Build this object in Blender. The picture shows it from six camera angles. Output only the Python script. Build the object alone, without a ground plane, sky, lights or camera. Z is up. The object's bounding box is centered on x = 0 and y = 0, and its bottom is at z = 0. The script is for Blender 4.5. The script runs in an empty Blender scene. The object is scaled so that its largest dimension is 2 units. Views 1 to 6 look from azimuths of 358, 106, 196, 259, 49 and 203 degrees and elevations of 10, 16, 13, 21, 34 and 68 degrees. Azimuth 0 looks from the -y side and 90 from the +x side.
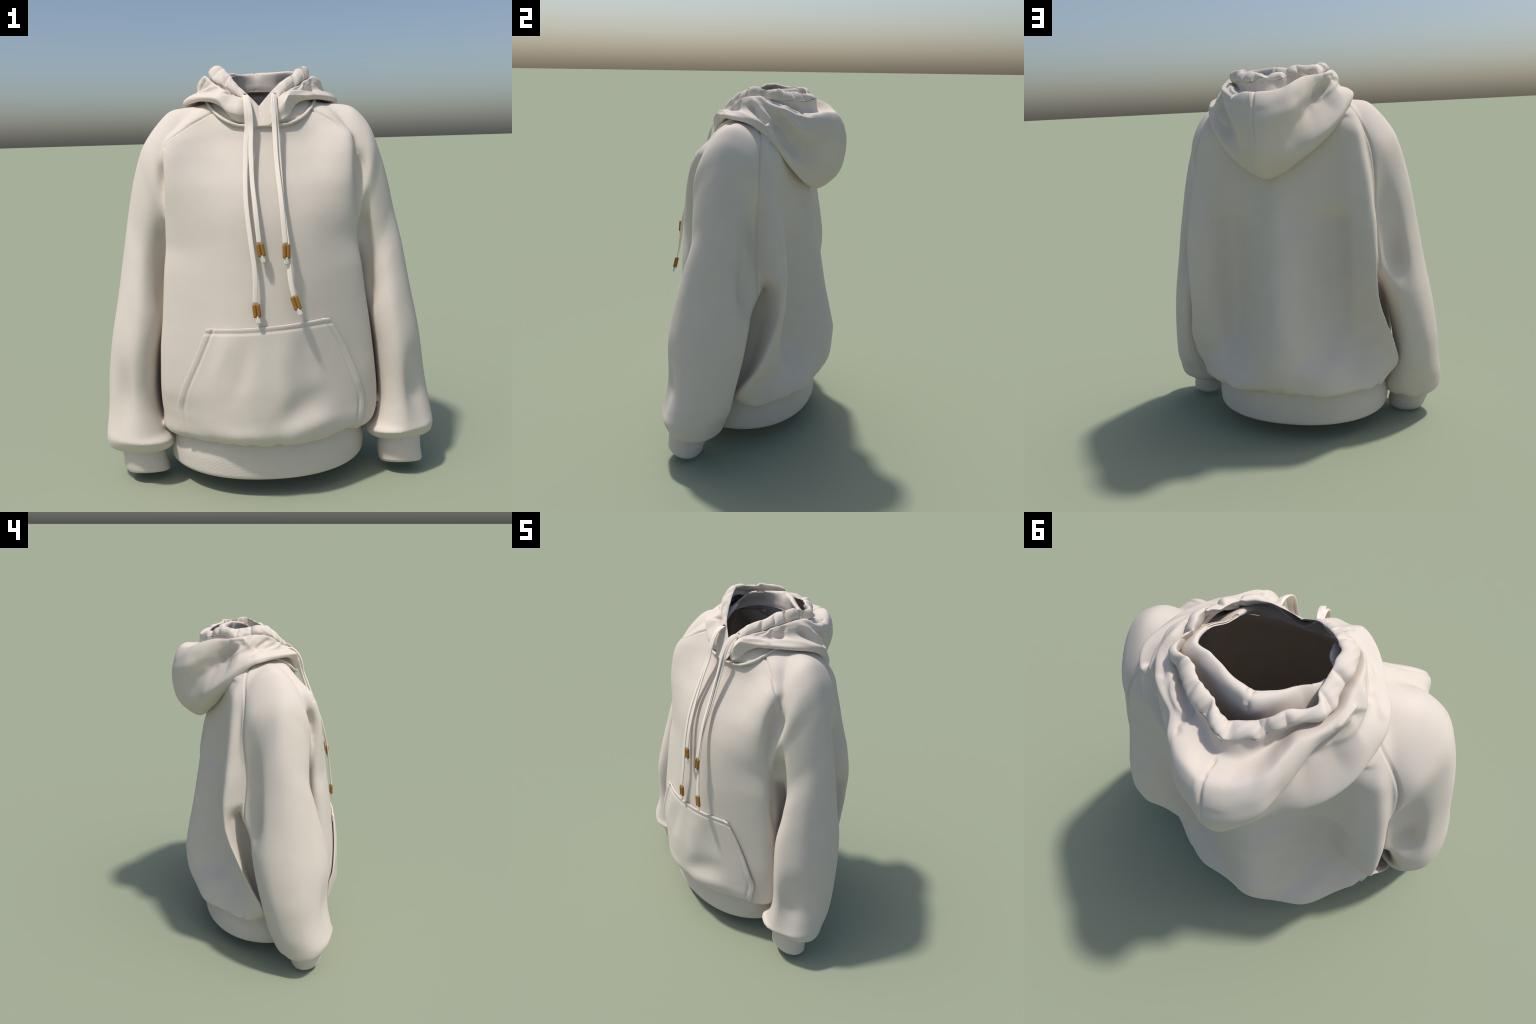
import bpy, bmesh, math, random
import numpy as np
from mathutils import Vector
from mathutils.bvhtree import BVHTree

random.seed(7)
rng = np.random.default_rng(7)
TAU = 2 * math.pi

# ------------------------------------------------------------------ helpers
def smooth01(x):
    x = np.clip(x, 0, 1)
    return x * x * (3 - 2 * x)

def pchip(x, y, xq):
    """Monotone cubic through (x, y); y may have several columns."""
    x = np.asarray(x, float); y = np.asarray(y, float); xq = np.asarray(xq, float)
    flat = y.ndim == 1
    if flat: y = y[:, None]
    h = np.diff(x)[:, None]; d = np.diff(y, axis=0) / h
    m = np.zeros_like(y)
    m[0], m[-1] = d[0], d[-1]
    w1 = 2 * h[1:] + h[:-1]; w2 = h[1:] + 2 * h[:-1]
    with np.errstate(divide='ignore', invalid='ignore'):
        hm = (w1 + w2) / (w1 / d[:-1] + w2 / d[1:])
    m[1:-1] = np.where(d[:-1] * d[1:] > 0, np.nan_to_num(hm), 0)
    i = np.clip(np.searchsorted(x, xq) - 1, 0, len(x) - 2)
    t = ((xq - x[i]) / (x[i + 1] - x[i]))[:, None]; hh = (x[i + 1] - x[i])[:, None]
    r = ((2*t**3 - 3*t**2 + 1) * y[i] + (t**3 - 2*t**2 + t) * hh * m[i]
         + (-2*t**3 + 3*t**2) * y[i + 1] + (t**3 - t**2) * hh * m[i + 1])
    return r[:, 0] if flat else r

def catmull(P, n, closed=False):
    """n points on a Catmull-Rom spline through P."""
    P = np.asarray(P, float); k = len(P)
    u = np.linspace(0, k if closed else k - 1, n, endpoint=not closed)
    i = np.minimum(u.astype(int), k - 1 if closed else k - 2); t = (u - i)[:, None]
    if closed:
        a, b, c, d = P[(i-1) % k], P[i % k], P[(i+1) % k], P[(i+2) % k]
    else:
        E = np.vstack([2*P[0]-P[1], P, 2*P[-1]-P[-2]])
        a, b, c, d = E[i], E[i+1], E[i+2], E[i+3]
    return 0.5*((2*b) + (c-a)*t + (2*a-5*b+4*c-d)*t*t + (3*b-a-3*c+d)*t**3)

def grid_faces(rows, cols, wrap_cols=False, wrap_rows=False):
    f = []
    for r in range(rows if wrap_rows else rows - 1):
        r2 = (r + 1) % rows
        for c in range(cols if wrap_cols else cols - 1):
            c2 = (c + 1) % cols
            f.append((r*cols + c, r*cols + c2, r2*cols + c2, r2*cols + c))
    return f

def mesh_object(name, verts, faces, material, smooth=True):
    me = bpy.data.meshes.new(name)
    me.from_pydata([tuple(map(float, v)) for v in verts], [], [tuple(f) for f in faces])
    me.validate(); me.update()
    ob = bpy.data.objects.new(name, me)
    bpy.context.scene.collection.objects.link(ob)
    if material: me.materials.append(material)
    if smooth: me.polygons.foreach_set("use_smooth", [True] * len(me.polygons))
    return ob

def fix_normals(ob):
    bm = bmesh.new(); bm.from_mesh(ob.data)
    bmesh.ops.recalc_face_normals(bm, faces=bm.faces); bm.to_mesh(ob.data); bm.free()

def apply_modifiers(ob):
    dg = bpy.context.evaluated_depsgraph_get()
    me = bpy.data.meshes.new_from_object(ob.evaluated_get(dg))
    old = ob.data; ob.modifiers.clear(); ob.data = me
    bpy.data.meshes.remove(old)

def coords(me):
    a = np.empty(len(me.vertices) * 3, np.float32); me.vertices.foreach_get("co", a)
    return a.reshape(-1, 3).astype(float)

def normals(me):
    a = np.empty(len(me.vertices) * 3, np.float32); me.vertices.foreach_get("normal", a)
    return a.reshape(-1, 3).astype(float)

def set_coords(me, V):
    me.vertices.foreach_set("co", np.asarray(V, np.float32).ravel()); me.update()

def curve_distance(V, line, reach):
    """Distance of every vertex to a sampled polyline (inf beyond reach) and the arc position 0..1."""
    D = np.full(len(V), np.inf); S = np.zeros(len(V))
    lo, hi = line.min(0) - reach, line.max(0) + reach
    idx = np.where(np.all((V > lo) & (V < hi), axis=1))[0]
    for k in range(0, len(idx), 4000):
        j = idx[k:k+4000]
        d = np.linalg.norm(V[j][:, None] - line[None], axis=2)
        a = d.argmin(1)
        D[j] = d[np.arange(len(j)), a]; S[j] = a / (len(line) - 1)
    return D, S

def crease(V, N, pts, depth, width, taper=5, samples=90):
    """Push a rounded valley (depth > 0) or ridge (depth < 0) along a curve over the cloth."""
    line = catmull(pts, samples)
    D, S = curve_distance(V, line, width * 2.6)
    w = np.exp(-(D / width) ** 2); w[~np.isfinite(D)] = 0
    if taper: w *= smooth01(S * taper) * smooth01((1 - S) * taper)
    return V - N * (depth * w)[:, None]

def bump(V, N, c, r, h):
    d = (V - np.array(c)) / np.array(r)
    return V + N * (h * np.exp(-(d * d).sum(1)))[:, None]

# ------------------------------------------------------------------ materials
def nodes_of(name):
    m = bpy.data.materials.new(name); m.use_nodes = True
    nt = m.node_tree
    return m, nt, nt.nodes["Principled BSDF"], nt.nodes.new("ShaderNodeTexCoord")

def fabric(name, color, weave=520.0, rib=False, bump_strength=0.06, mottle=0.05):
    m, nt, bs, tc = nodes_of(name)
    L = nt.links.new
    n1 = nt.nodes.new("ShaderNodeTexNoise"); n1.inputs["Scale"].default_value = 9; n1.inputs["Detail"].default_value = 4
    L(tc.outputs["Object"], n1.inputs["Vector"])
    n2 = nt.nodes.new("ShaderNodeTexNoise"); n2.inputs["Scale"].default_value = 260; n2.inputs["Detail"].default_value = 2
    mp = nt.nodes.new("ShaderNodeMapping"); mp.inputs["Scale"].default_value = (1, 1, 0.35 if rib else 1)
    L(tc.outputs["Object"], mp.inputs["Vector"]); L(mp.outputs[0], n2.inputs["Vector"])
    r1 = nt.nodes.new("ShaderNodeMapRange"); r1.inputs[3].default_value = 1 - mottle; r1.inputs[4].default_value = 1 + mottle
    L(n1.outputs["Fac"], r1.inputs[0])
    r2 = nt.nodes.new("ShaderNodeMapRange"); k = 0.09 if rib else 0.035
    r2.inputs[3].default_value = 1 - k; r2.inputs[4].default_value = 1 + k
    L(n2.outputs["Fac"], r2.inputs[0])
    mu = nt.nodes.new("ShaderNodeMath"); mu.operation = 'MULTIPLY'
    L(r1.outputs[0], mu.inputs[0]); L(r2.outputs[0], mu.inputs[1])
    hs = nt.nodes.new("ShaderNodeHueSaturation"); hs.inputs["Color"].default_value = (*color, 1)
    L(mu.outputs[0], hs.inputs["Value"]); L(hs.outputs[0], bs.inputs["Base Color"])
    # knit weave: two crossed waves plus grain
    add = None
    for direction in ('X', 'Z'):
        w = nt.nodes.new("ShaderNodeTexWave"); w.bands_direction = direction
        w.inputs["Scale"].default_value = weave / 7 * (0.45 if rib and direction == 'Z' else 1)
        w.inputs["Distortion"].default_value = 1.5; w.inputs["Detail"].default_value = 1
        L(tc.outputs["Object"], w.inputs["Vector"])
        if add is None: add = w.outputs["Fac"]
        else:
            a = nt.nodes.new("ShaderNodeMath"); a.operation = 'ADD'
            L(add, a.inputs[0]); L(w.outputs["Fac"], a.inputs[1]); add = a.outputs[0]
    a = nt.nodes.new("ShaderNodeMath"); a.operation = 'MULTIPLY_ADD'; a.inputs[1].default_value = 1.5
    L(n2.outputs["Fac"], a.inputs[0]); L(add, a.inputs[2])
    b = nt.nodes.new("ShaderNodeBump"); b.inputs["Strength"].default_value = bump_strength; b.inputs["Distance"].default_value = 0.0015
    L(a.outputs[0], b.inputs["Height"]); L(b.outputs[0], bs.inputs["Normal"])
    bs.inputs["Roughness"].default_value = 0.92
    bs.inputs["Specular IOR Level"].default_value = 0.25
    return m

def plain(name, color, rough=0.6, grain=0.08, scale=60, stretch=(1, 1, 1), metallic=0.0):
    m, nt, bs, tc = nodes_of(name)
    mp = nt.nodes.new("ShaderNodeMapping"); mp.inputs["Scale"].default_value = stretch
    n = nt.nodes.new("ShaderNodeTexNoise"); n.inputs["Scale"].default_value = scale; n.inputs["Detail"].default_value = 3
    r = nt.nodes.new("ShaderNodeMapRange"); r.inputs[3].default_value = 1 - grain; r.inputs[4].default_value = 1 + grain
    hs = nt.nodes.new("ShaderNodeHueSaturation"); hs.inputs["Color"].default_value = (*color, 1)
    L = nt.links.new
    L(tc.outputs["Object"], mp.inputs[0]); L(mp.outputs[0], n.inputs["Vector"]); L(n.outputs["Fac"], r.inputs[0])
    L(r.outputs[0], hs.inputs["Value"]); L(hs.outputs[0], bs.inputs["Base Color"])
    bs.inputs["Roughness"].default_value = rough; bs.inputs["Metallic"].default_value = metallic
    return m

CREAM = (0.645, 0.578, 0.512)
m_fleece = fabric("cream_fleece", CREAM)
m_rib = fabric("cream_ribbing", (0.635, 0.572, 0.508), weave=700, rib=True, bump_strength=0.3)
m_cord = plain("white_cord", (0.79, 0.71, 0.625), 0.85, 0.04, 200)
m_tip = plain("white_plastic_tip", (0.70, 0.67, 0.61), 0.45, 0.02)
m_brown = plain("brown_leather_toggle", (0.30, 0.135, 0.015), 0.6, 0.15, 40, (1, 1, 0.15))
m_eyelet_shadow = plain("painted_eyelet_shadow", (0.03, 0.028, 0.025), 0.9)

# ------------------------------------------------------------------ root
hoodie = bpy.data.objects.new("hoodie", None)
bpy.context.scene.collection.objects.link(hoodie)
hoodie["label"] = "cream pullover hoodie with kangaroo pocket and white drawstrings"
hoodie["category"] = "hoodie"
def part(ob, parent=hoodie):
    ob.parent = parent
    return ob

# ------------------------------------------------------------------ torso and sleeves: one smooth cloth shell
# z | front centre y | right: y at x=.22, corner x, y | left: the same
FRONT = [
    (0.12, -.400, -.335, .350, -.21, -.335, .370, -.21),
    (0.24, -.415, -.350, .375, -.22, -.350, .395, -.22),
    (0.262, -.438, -.385, .428, -.262, -.388, .440, -.268),
    (0.275, -.462, -.412, .458, -.270, -.420, .473, -.285),
    (0.31, -.485, -.430, .481, -.268, -.448, .492, -.295),
    (0.36, -.493, -.432, .493, -.263, -.462, .490, -.298),
    (0.42, -.493, -.424, .497, -.257, -.466, .497, -.30),
    (0.52, -.486, -.410, .493, -.258, -.466, .500, -.312),
    (0.67, -.466, -.395, .482, -.255, -.450, .498, -.308),
    (0.85, -.442, -.384, .462, -.255, -.422, .483, -.298),
    (1.05, -.415, -.374, .438, -.256, -.391, .470, -.280),
    (1.19, -.397, -.362, .418, -.245, -.370, .458, -.26),
    (1.30, -.378, -.350, .410, -.255, -.356, .455, -.262),
    (1.43, -.338, -.315, .402, -.26, -.320, .450, -.268),
    (1.56, -.275, -.247, .398, -.245, -.250, .448, -.252),
    (1.65, -.230, -.195, .392, -.210, -.195, .432, -.218),
    (1.71, -.210, -.165, .355, -.155, -.165, .375, -.160),
    (1.76, -.175, -.135, .320, -.120, -.135, .325, -.120),
    (1.80, -.130, -.100, .275, -.075, -.100, .275, -.075),
    (1.835, -.060, -.040, .200, -.030, -.040, .200, -.030),
    (1.87, .02, .03, .10, .03, .03, .10, .03),
]
# z | side x, y | back corner x, y | back y at x=.40 | right: y at x=.27, .1 | left: the same | back centre y
BACK = [
    (0.12, .425, -.03, .355, .17, .140, .270, .310, .270, .310, .325),
    (0.24, .445, -.03, .370, .18, .150, .285, .328, .285, .328, .340),
    (0.262, .470, -.03, .440, .195, .205, .308, .345, .310, .348, .358),
    (0.275, .494, -.03, .492, .190, .255, .345, .374, .350, .378, .385),
    (0.31, .508, -.03, .530, .170, .298, .388, .415, .402, .428, .424),
    (0.36, .512, -.02, .570, .162, .296, .374, .435, .398, .450, .455),
    (0.42, .505, -.01, .588, .172, .278, .340, .435, .382, .462, .475),
    (0.52, .485, .00, .577, .205, .262, .290, .420, .328, .452, .485),
    (0.67, .455, .00, .540, .250, .256, .250, .390, .264, .408, .470),
    (0.85, .435, .00, .517, .288, .265, .244, .355, .250, .360, .435),
    (1.05, .430, .00, .512, .300, .274, .246, .330, .248, .332, .398),
    (1.19, .430, .00, .506, .280, .270, .247, .318, .248, .318, .375),
    (1.30, .430, .00, .492, .262, .263, .249, .308, .250, .308, .356),
    (1.43, .430, .00, .475, .240, .250, .252, .295, .252, .295, .332),
    (1.56, .430, .02, .450, .218, .234, .250, .283, .250, .283, .308),
    (1.65, .425, .02, .432, .200, .220, .246, .272, .246, .272, .290),
    (1.71, .415, .03, .410, .182, .195, .238, .262, .238, .262, .275),
    (1.76, .395, .04, .375, .165, .150, .225, .245, .225, .245, .255),
    (1.80, .355, .05, .320, .150, .140, .205, .228, .205, .228, .235),
    (1.835, .250, .06, .230, .135, .130, .180, .205, .180, .205, .215),
    (1.87, .14, .08, .12, .14, .14, .17, .19, .17, .19, .20),
]
F, B = np.array(FRONT), np.array(BACK); nz, ns = 220, 240
zq = np.linspace(F[0, 0], F[-1, 0], nz)
tv = []
for z, (yf, rq, rx, ry, lq, lx, ly), (sx, sy, bx, by, b40, r25, r10, l25, l10, yb) in zip(zq, pchip(F[:, 0], F[:, 1:], zq), pchip(B[:, 0], B[:, 1:], zq)):
    lby, lbx = by + np.interp(z, [.28, .33, .45, .55, .70, .9], [.01, -.060, -.068, -.055, -.030, 0]), bx + np.interp(z, [.3, .4, .6, .8], [0, .012, .01, 0])
    by, bx = by + np.interp(z, [.28, .33, .42, .55, .8, 1.0, 1.25, 1.4], [.01, -.045, -.038, 0, .020, .020, .012, 0]), bx
    k = min(1.0, rx / 0.34); x40 = min(.40, bx - .03 if bx > .40 else (bx + .27*k) / 2)
    if bx < .40: b40 = (by + r25) / 2 + .015
    up = float(smooth01((z - .45) / .5) * smooth01((1.60 - z) / .12)); fyy = (ry + sy) / 2 + .01
    frx = (rx - .025)*up + ((rx + sx)/2 + .015)*(1 - up); flx = (lx - .035)*up + ((lx + sx)/2 + .015)*(1 - up)
    hol = float(smooth01((z - .36) / .15) * smooth01((1.06 - z) / .12)); hx, hy = (bx + sx)/2 + .012 - .062*hol, (by + sy)/2 + .02*hol
    l40 = b40 + np.interp(z, [.28, .36, .45, .55, .70, .9, 1.2], [0, -.045, -.062, -.062, -.040, .004, .012])
    b40 = b40 + np.interp(z, [.28, .36, .45, .55, .70, .85, 1.25, 1.4], [0, -.008, -.005, .010, .026, .034, .024, 0])
    r25 -= .028 * float(smooth01((z - .45) / .1) * smooth01((1.3 - z) / .1)); l25 -= .034 * float(smooth01((z - .42) / .1) * smooth01((1.3 - z) / .1)); l10 += .030 * float(smooth01((z - .5) / .1) * smooth01((1.2 - z) / .1))
    lhx = hx - (bx - lbx)/2
    c = [(0, yf), (.22*k, rq), (rx, ry), (frx, fyy), (sx, sy), (hx, hy), (bx, by), (x40, b40), (.27*k, r25), (.10*k, r10), (0, yb),
         (-.10*k, l10), (-.27*k, l25), (-x40, l40), (-lbx, lby), (-lhx, hy), (-sx, sy), (-flx, fyy), (-lx, ly), (-.22*k, lq)]
    for x, y in catmull(c, ns, True): tv.append((x, y, z))
tf = grid_faces(nz, ns, wrap_cols=True)
tf += [tuple(range(ns))[::-1], tuple((nz-1)*ns + i for i in range(ns))]
torso = mesh_object("torso_shell", tv, tf, None)

# outer x,z  inner x,z  front y, back y
SLEEVE = [
    (.28, 1.815, .22, 1.42, -.12, .17),
    (.42, 1.800, .31, 1.28, -.165, .205),
    (.496, 1.738, .36, 1.16, -.200, .215),
    (.543, 1.664, .395, 1.08, -.215, .214),
    (.587, 1.555, .415, 1.01, -.184, .205),
    (.638, 1.360, .435, .95, -.178, .202),
    (.672, 1.166, .455, .89, -.215, .190),
    (.713, .924, .482, .80, -.264, .165),
    (.760, .677, .518, .62, -.298, .137),
    (.797, .422, .535, .40, -.315, .090),
    (.812, .290, .512, .27, -.330, .058),
    (.816, .215, .475, .20, -.342, .025),
    (.808, .160, .478, .165, -.318, .000),
    (.775, .135, .505, .140, -.285, -.040),
    (.742, .125, .545, .128, -.258, -.075),
    (.738, .050, .548, .050, -.245, -.090),
]
# cross-section seen along the sleeve: inner -1 .. outer 1, front -1 .. back 1; the lower sleeve has its keel towards the body
UPPER = np.array([(1, -.05), (.78, -.66), (.12, -1), (-.68, -.62), (-1, 0), (-1, .75), (-.72, 1), (-.12, .66), (.55, .46)])
SHOULDER = np.array([(1, -.02), (.80, -.60), (.28, -.92), (-.5, -1), (-1, -.35), (-1, .7), (-.7, 1), (.05, .92), (.68, .68)])
LOWER = np.array([(1, .03), (.70, -.62), (-.15, -1), (-.85, -.72), (-1, 0), (-.85, .62), (-.48, .93), (0, 1), (.68, .70)])
S = np.array(SLEEVE)
seg = np.concatenate([[0], np.cumsum(np.linalg.norm(np.diff((S[:, :2] + S[:, 2:4]) / 2, axis=0), axis=1) + 0.02)])
nk, nc = 200, 140
SQ = pchip(seg, S, np.linspace(0, seg[-1], nk))
parts_to_join = [torso]
for side in (1, -1):
    sv = []
    for ox, oz, ix, iz, yf, yb in SQ:
        lift = (.030 if side > 0 else .012) * float(smooth01((.34 - oz) / .14) * smooth01((oz - .05) / .04)); oz += lift; iz += lift
        cx, cz, cy = (ox+ix)/2, (oz+iz)/2, (yf+yb)/2
        swing = float(smooth01((oz - .3) / .25) * smooth01((1.75 - oz) / .15)) * (-.010 * float(smooth01((oz - 1.1) / .25)) if side > 0 else .016); cx += swing
        slant = float(smooth01((.30 - oz) / .12))
        low = float(smooth01((1.25 - cz) / .5)); cuffy = float(smooth01((.14 - cz) / .05))
        ell = np.array([(math.cos(t), -math.sin(t)) for t in np.linspace(0, TAU, 9, endpoint=False)])
        head = float(smooth01((oz - 1.54) / .14))
        sec = (UPPER*(1-low)*(1-head) + SHOULDER*head*(1-low) + LOWER*low)*(1-cuffy) + ell*cuffy
        for p, q in catmull(sec, nc, True):
            yy = q*(yb-yf)/2
            sv.append((side*(cx + p*(ox-ix)/2), cy + yy, cz + p*(oz-iz)/2 - .22*yy*slant))
    sf = grid_faces(nk, nc, wrap_cols=True) + [tuple(range(nc)), tuple((nk-1)*nc + i for i in range(nc))[::-1]]
    parts_to_join.append(mesh_object("sleeve_shell", sv, sf, None))
for o in parts_to_join: fix_normals(o)
bm = bmesh.new()
for o in parts_to_join: bm.from_mesh(o.data)
me = bpy.data.meshes.new("shell"); bm.to_mesh(me); bm.free()
shell = bpy.data.objects.new("shell", me); bpy.context.scene.collection.objects.link(shell)
for o in parts_to_join: bpy.data.objects.remove(o)
rm = shell.modifiers.new("r", 'REMESH'); rm.mode = 'VOXEL'; rm.voxel_size = 0.0056; rm.adaptivity = 0
sm = shell.modifiers.new("s", 'SMOOTH'); sm.factor = 0.5; sm.iterations = 13
apply_modifiers(shell)
# melt sleeve head and shoulder into one slope, and the back armhole into the back panel
V = coords(shell.data)
ax, z = np.abs(V[:, 0]), V[:, 2]
w = smooth01((z - 1.58) / .12) * smooth01((ax - .22) / .06) * smooth01((.56 - ax) / .08) * smooth01((V[:, 1] + .12) / .06)
w = np.maximum(w, smooth01((V[:, 1] - .10) / .06) * smooth01((z - 1.0) / .1) * smooth01((ax - .40) / .05) * smooth01((.66 - ax) / .05) * .8)
w = np.maximum(w, .8 * smooth01((.52 - z) / .1) * smooth01((z - .25) / .04) * smooth01((ax - .40) / .06) * smooth01((V[:, 1] - .06) / .05) * smooth01((.66 - ax) / .03))
w = np.maximum(w, .5 * smooth01((.26 - z) / .05) * smooth01((ax - .46) / .04))
g = shell.vertex_groups.new(name="melt")
for lev in range(1, 11):
    idx = np.where(np.round(w * 10) == lev)[0]
    if len(idx): g.add(idx.tolist(), lev / 10, 'REPLACE')
sm = shell.modifiers.new("s", 'SMOOTH'); sm.factor = 0.5; sm.iterations = 45; sm.vertex_group = "melt"
apply_modifiers(shell)
V = coords(shell.data); ax, z = np.abs(V[:, 0]), V[:, 2]
w = smooth01((.26 - ax) / .10) * smooth01((V[:, 1] - .15) / .05) * smooth01((z - .28) / .06) * smooth01((1.6 - z) / .1)
shell.vertex_groups.clear(); g = shell.vertex_groups.new(name="ridge")
for lev in range(1, 11):
    idx = np.where(np.round(w * 10) == lev)[0]
    if len(idx): g.add(idx.tolist(), lev / 10, 'REPLACE')
sm = shell.modifiers.new("s", 'SMOOTH'); sm.factor = 0.5; sm.iterations = 160; sm.vertex_group = "ridge"
apply_modifiers(shell)

def relax(ob, weight, iterations):
    """Smooth part of the cloth: weight per vertex 0..1."""
    ob.vertex_groups.clear(); g = ob.vertex_groups.new(name="w")
    for lev in range(1, 11):
        idx = np.where(np.round(weight * 10) == lev)[0]
        if len(idx): g.add(idx.tolist(), lev / 10, 'REPLACE')
    m = ob.modifiers.new("s", 'SMOOTH'); m.factor = 0.5; m.iterations = iterations; m.vertex_group = "w"
    apply_modifiers(ob)

# neckline in plan and height: x, y, z
NECK = [(0, -.214, 1.703), (.062, -.211, 1.704), (.11, -.200, 1.709), (.155, -.186, 1.725), (.195, -.155, 1.750),
        (.228, -.115, 1.783), (.250, -.05, 1.815), (.258, .03, 1.835), (.235, .11, 1.855), (.17, .17, 1.872), (.08, .195, 1.882), (0, .200, 1.885)]
NECK = NECK + [(-x, y, z) for x, y, z in NECK[-2:0:-1]]
CX, CY = 0.0, 0.05
PHI = np.linspace(-math.pi, math.pi, 720, endpoint=False)
def ring(pts, phi=PHI):
    """Closed ring of points round the neck -> radius and height at each azimuth (0 = front, + to +x)."""
    P = np.array(pts, float); a = np.arctan2(P[:, 0] - CX, -(P[:, 1] - CY))
    r = np.hypot(P[:, 0] - CX, P[:, 1] - CY)
    o = np.argsort(a); a, rz = a[o], np.column_stack([r, P[:, 2]])[o]
    a = np.concatenate([a - TAU, a, a + TAU]); rz = np.vstack([rz, rz, rz])
    return pchip(a, rz, phi)

V = coords(shell.data); N = normals(shell.data)
# broad folds and hollows of the body cloth
def mirror(pts): return [(-x, y, z) for x, y, z in pts]
def snap(pts, n, out):
    """Drop a seam curve on to the cloth, looking from outside."""
    t = BVHTree.FromPolygons([Vector(v) for v in V], [p.vertices[:] for p in shell.data.polygons])
    d = Vector(out).normalized(); res = []
    for p in catmull(pts, n):
        h = t.ray_cast(Vector(p) + d * .09, -d)[0]
        res.append((h if h is not None else t.find_nearest(Vector(p))[0])[:])
    return np.array(res)
for sgn in (1, -1):
    V = bump(V, N, (sgn*.71, -.26, .45), (.09, .14, .17), -.046)
    f = (lambda p: p) if sgn > 0 else mirror
    # crease between front panel and sleeve
    V = crease(V, N, f([(.438, -.20, 1.62), (.444, -.185, 1.53), (.452, -.18, 1.45), (.458, -.18, 1.32), (.468, -.185, 1.15), (.478, -.19, .95), (.487, -.19, .80)]), .036, .030, 5)
    # hollow down the back of the sleeve beside the armhole
    V = crease(V, N, f([(.555, .20, 1.62), (.585, .19, 1.45), (.60, .18, 1.25), (.605, .165, 1.05), (.605, .145, .92), (.60, .13, .78)]), .062, .052, 2.6)
set_coords(shell.data, V)
ax, z = np.abs(V[:, 0]), V[:, 2]
w = smooth01((ax - .38) / .04) * smooth01((.58 - ax) / .05) * smooth01((-.04 - V[:, 1]) / .06) * smooth01((z - .85) / .1) * smooth01((1.60 - z) / .06)
w = np.maximum(w, smooth01((ax - .46) / .03) * smooth01((.57 - ax) / .03) * smooth01((.02 - V[:, 1]) / .05) * smooth01((z - .22) / .05) * smooth01((.75 - z) / .1))
relax(shell, w, 18)
w = smooth01((ax - .36) / .03) * smooth01((.50 - ax) / .03) * smooth01((-.12 - V[:, 1]) / .03) * smooth01((z - 1.54) / .05) * smooth01((1.70 - z) / .03)
relax(shell, w, 25)
w = smooth01((ax - .50) / .04) * smooth01((V[:, 1] - .02) / .05) * smooth01((z - .65) / .1) * smooth01((1.70 - z) / .1)
w = np.maximum(w, smooth01((ax - .46) / .04) * smooth01((.68 - ax) / .03) * smooth01(V[:, 1] / .04) * smooth01((z - .24) / .04) * smooth01((.60 - z) / .08))
relax(shell, w, 25)
V = coords(shell.data); N = normals(shell.data)
# gathers where the body cloth is pulled into the hem band
ang = np.arctan2(V[:, 0], -V[:, 1])
for k in range(26):
    a0 = rng.uniform(-math.pi, math.pi); d = np.angle(np.exp(1j*(ang - a0)))
    V = V - N * (rng.uniform(.004, .014) * np.exp(-(d / rng.uniform(.03, .09))**2) * np.exp(-((V[:, 2] - .275) / rng.uniform(.025, .05))**2) * (np.hypot(V[:, 0]/.62, V[:, 1]/.56) < 1) * (np.abs(V[:, 0]) < .5))[:, None]
for sgn in (1, -1):     # and into the cuffs
    ca = np.arctan2(V[:, 0] - sgn*.645, -(V[:, 1] + .17))
    for k in range(9):
        d = np.angle(np.exp(1j*(ca - rng.uniform(-math.pi, math.pi))))
        V = V - N * (rng.uniform(.003, .008) * np.exp(-(d / rng.uniform(.08, .2))**2) * np.exp(-((V[:, 2] - .135) / .03)**2) * (np.abs(V[:, 0] - sgn*.645) < .18))[:, None]
set_coords(shell.data, V)
N = normals(shell.data)
SEAM_FRONT = [(.225, -.12, 1.785), (.297, -.15, 1.747), (.34, -.167, 1.725), (.395, -.195, 1.685), (.43, -.205, 1.655),
              (.446, -.205, 1.61)]
SEAM_BACK = [(.345, .125, 1.81), (.39, .148, 1.75), (.44, .165, 1.67), (.486, .185, 1.568), (.505, .198, 1.47), (.52, .205, 1.3), (.525, .205, 1.1), (.52, .195, .94)]
for sgn in (1, -1):
    f = (lambda p: p) if sgn > 0 else mirror
    for path, out in ((SEAM_FRONT, (sgn*.25, -.7, .6)), (SEAM_BACK, (sgn*.62, .78, .1))):
        line = snap(f(path), 60, out)
        V = crease(V, N, line, .0090, .0055, False, 900)
        # one side of the seam is rolled up a little
        V = crease(V, N, line + np.array([-sgn*.012, 0, .004]), -.003, .007, False, 900)
set_coords(shell.data, V)

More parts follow.
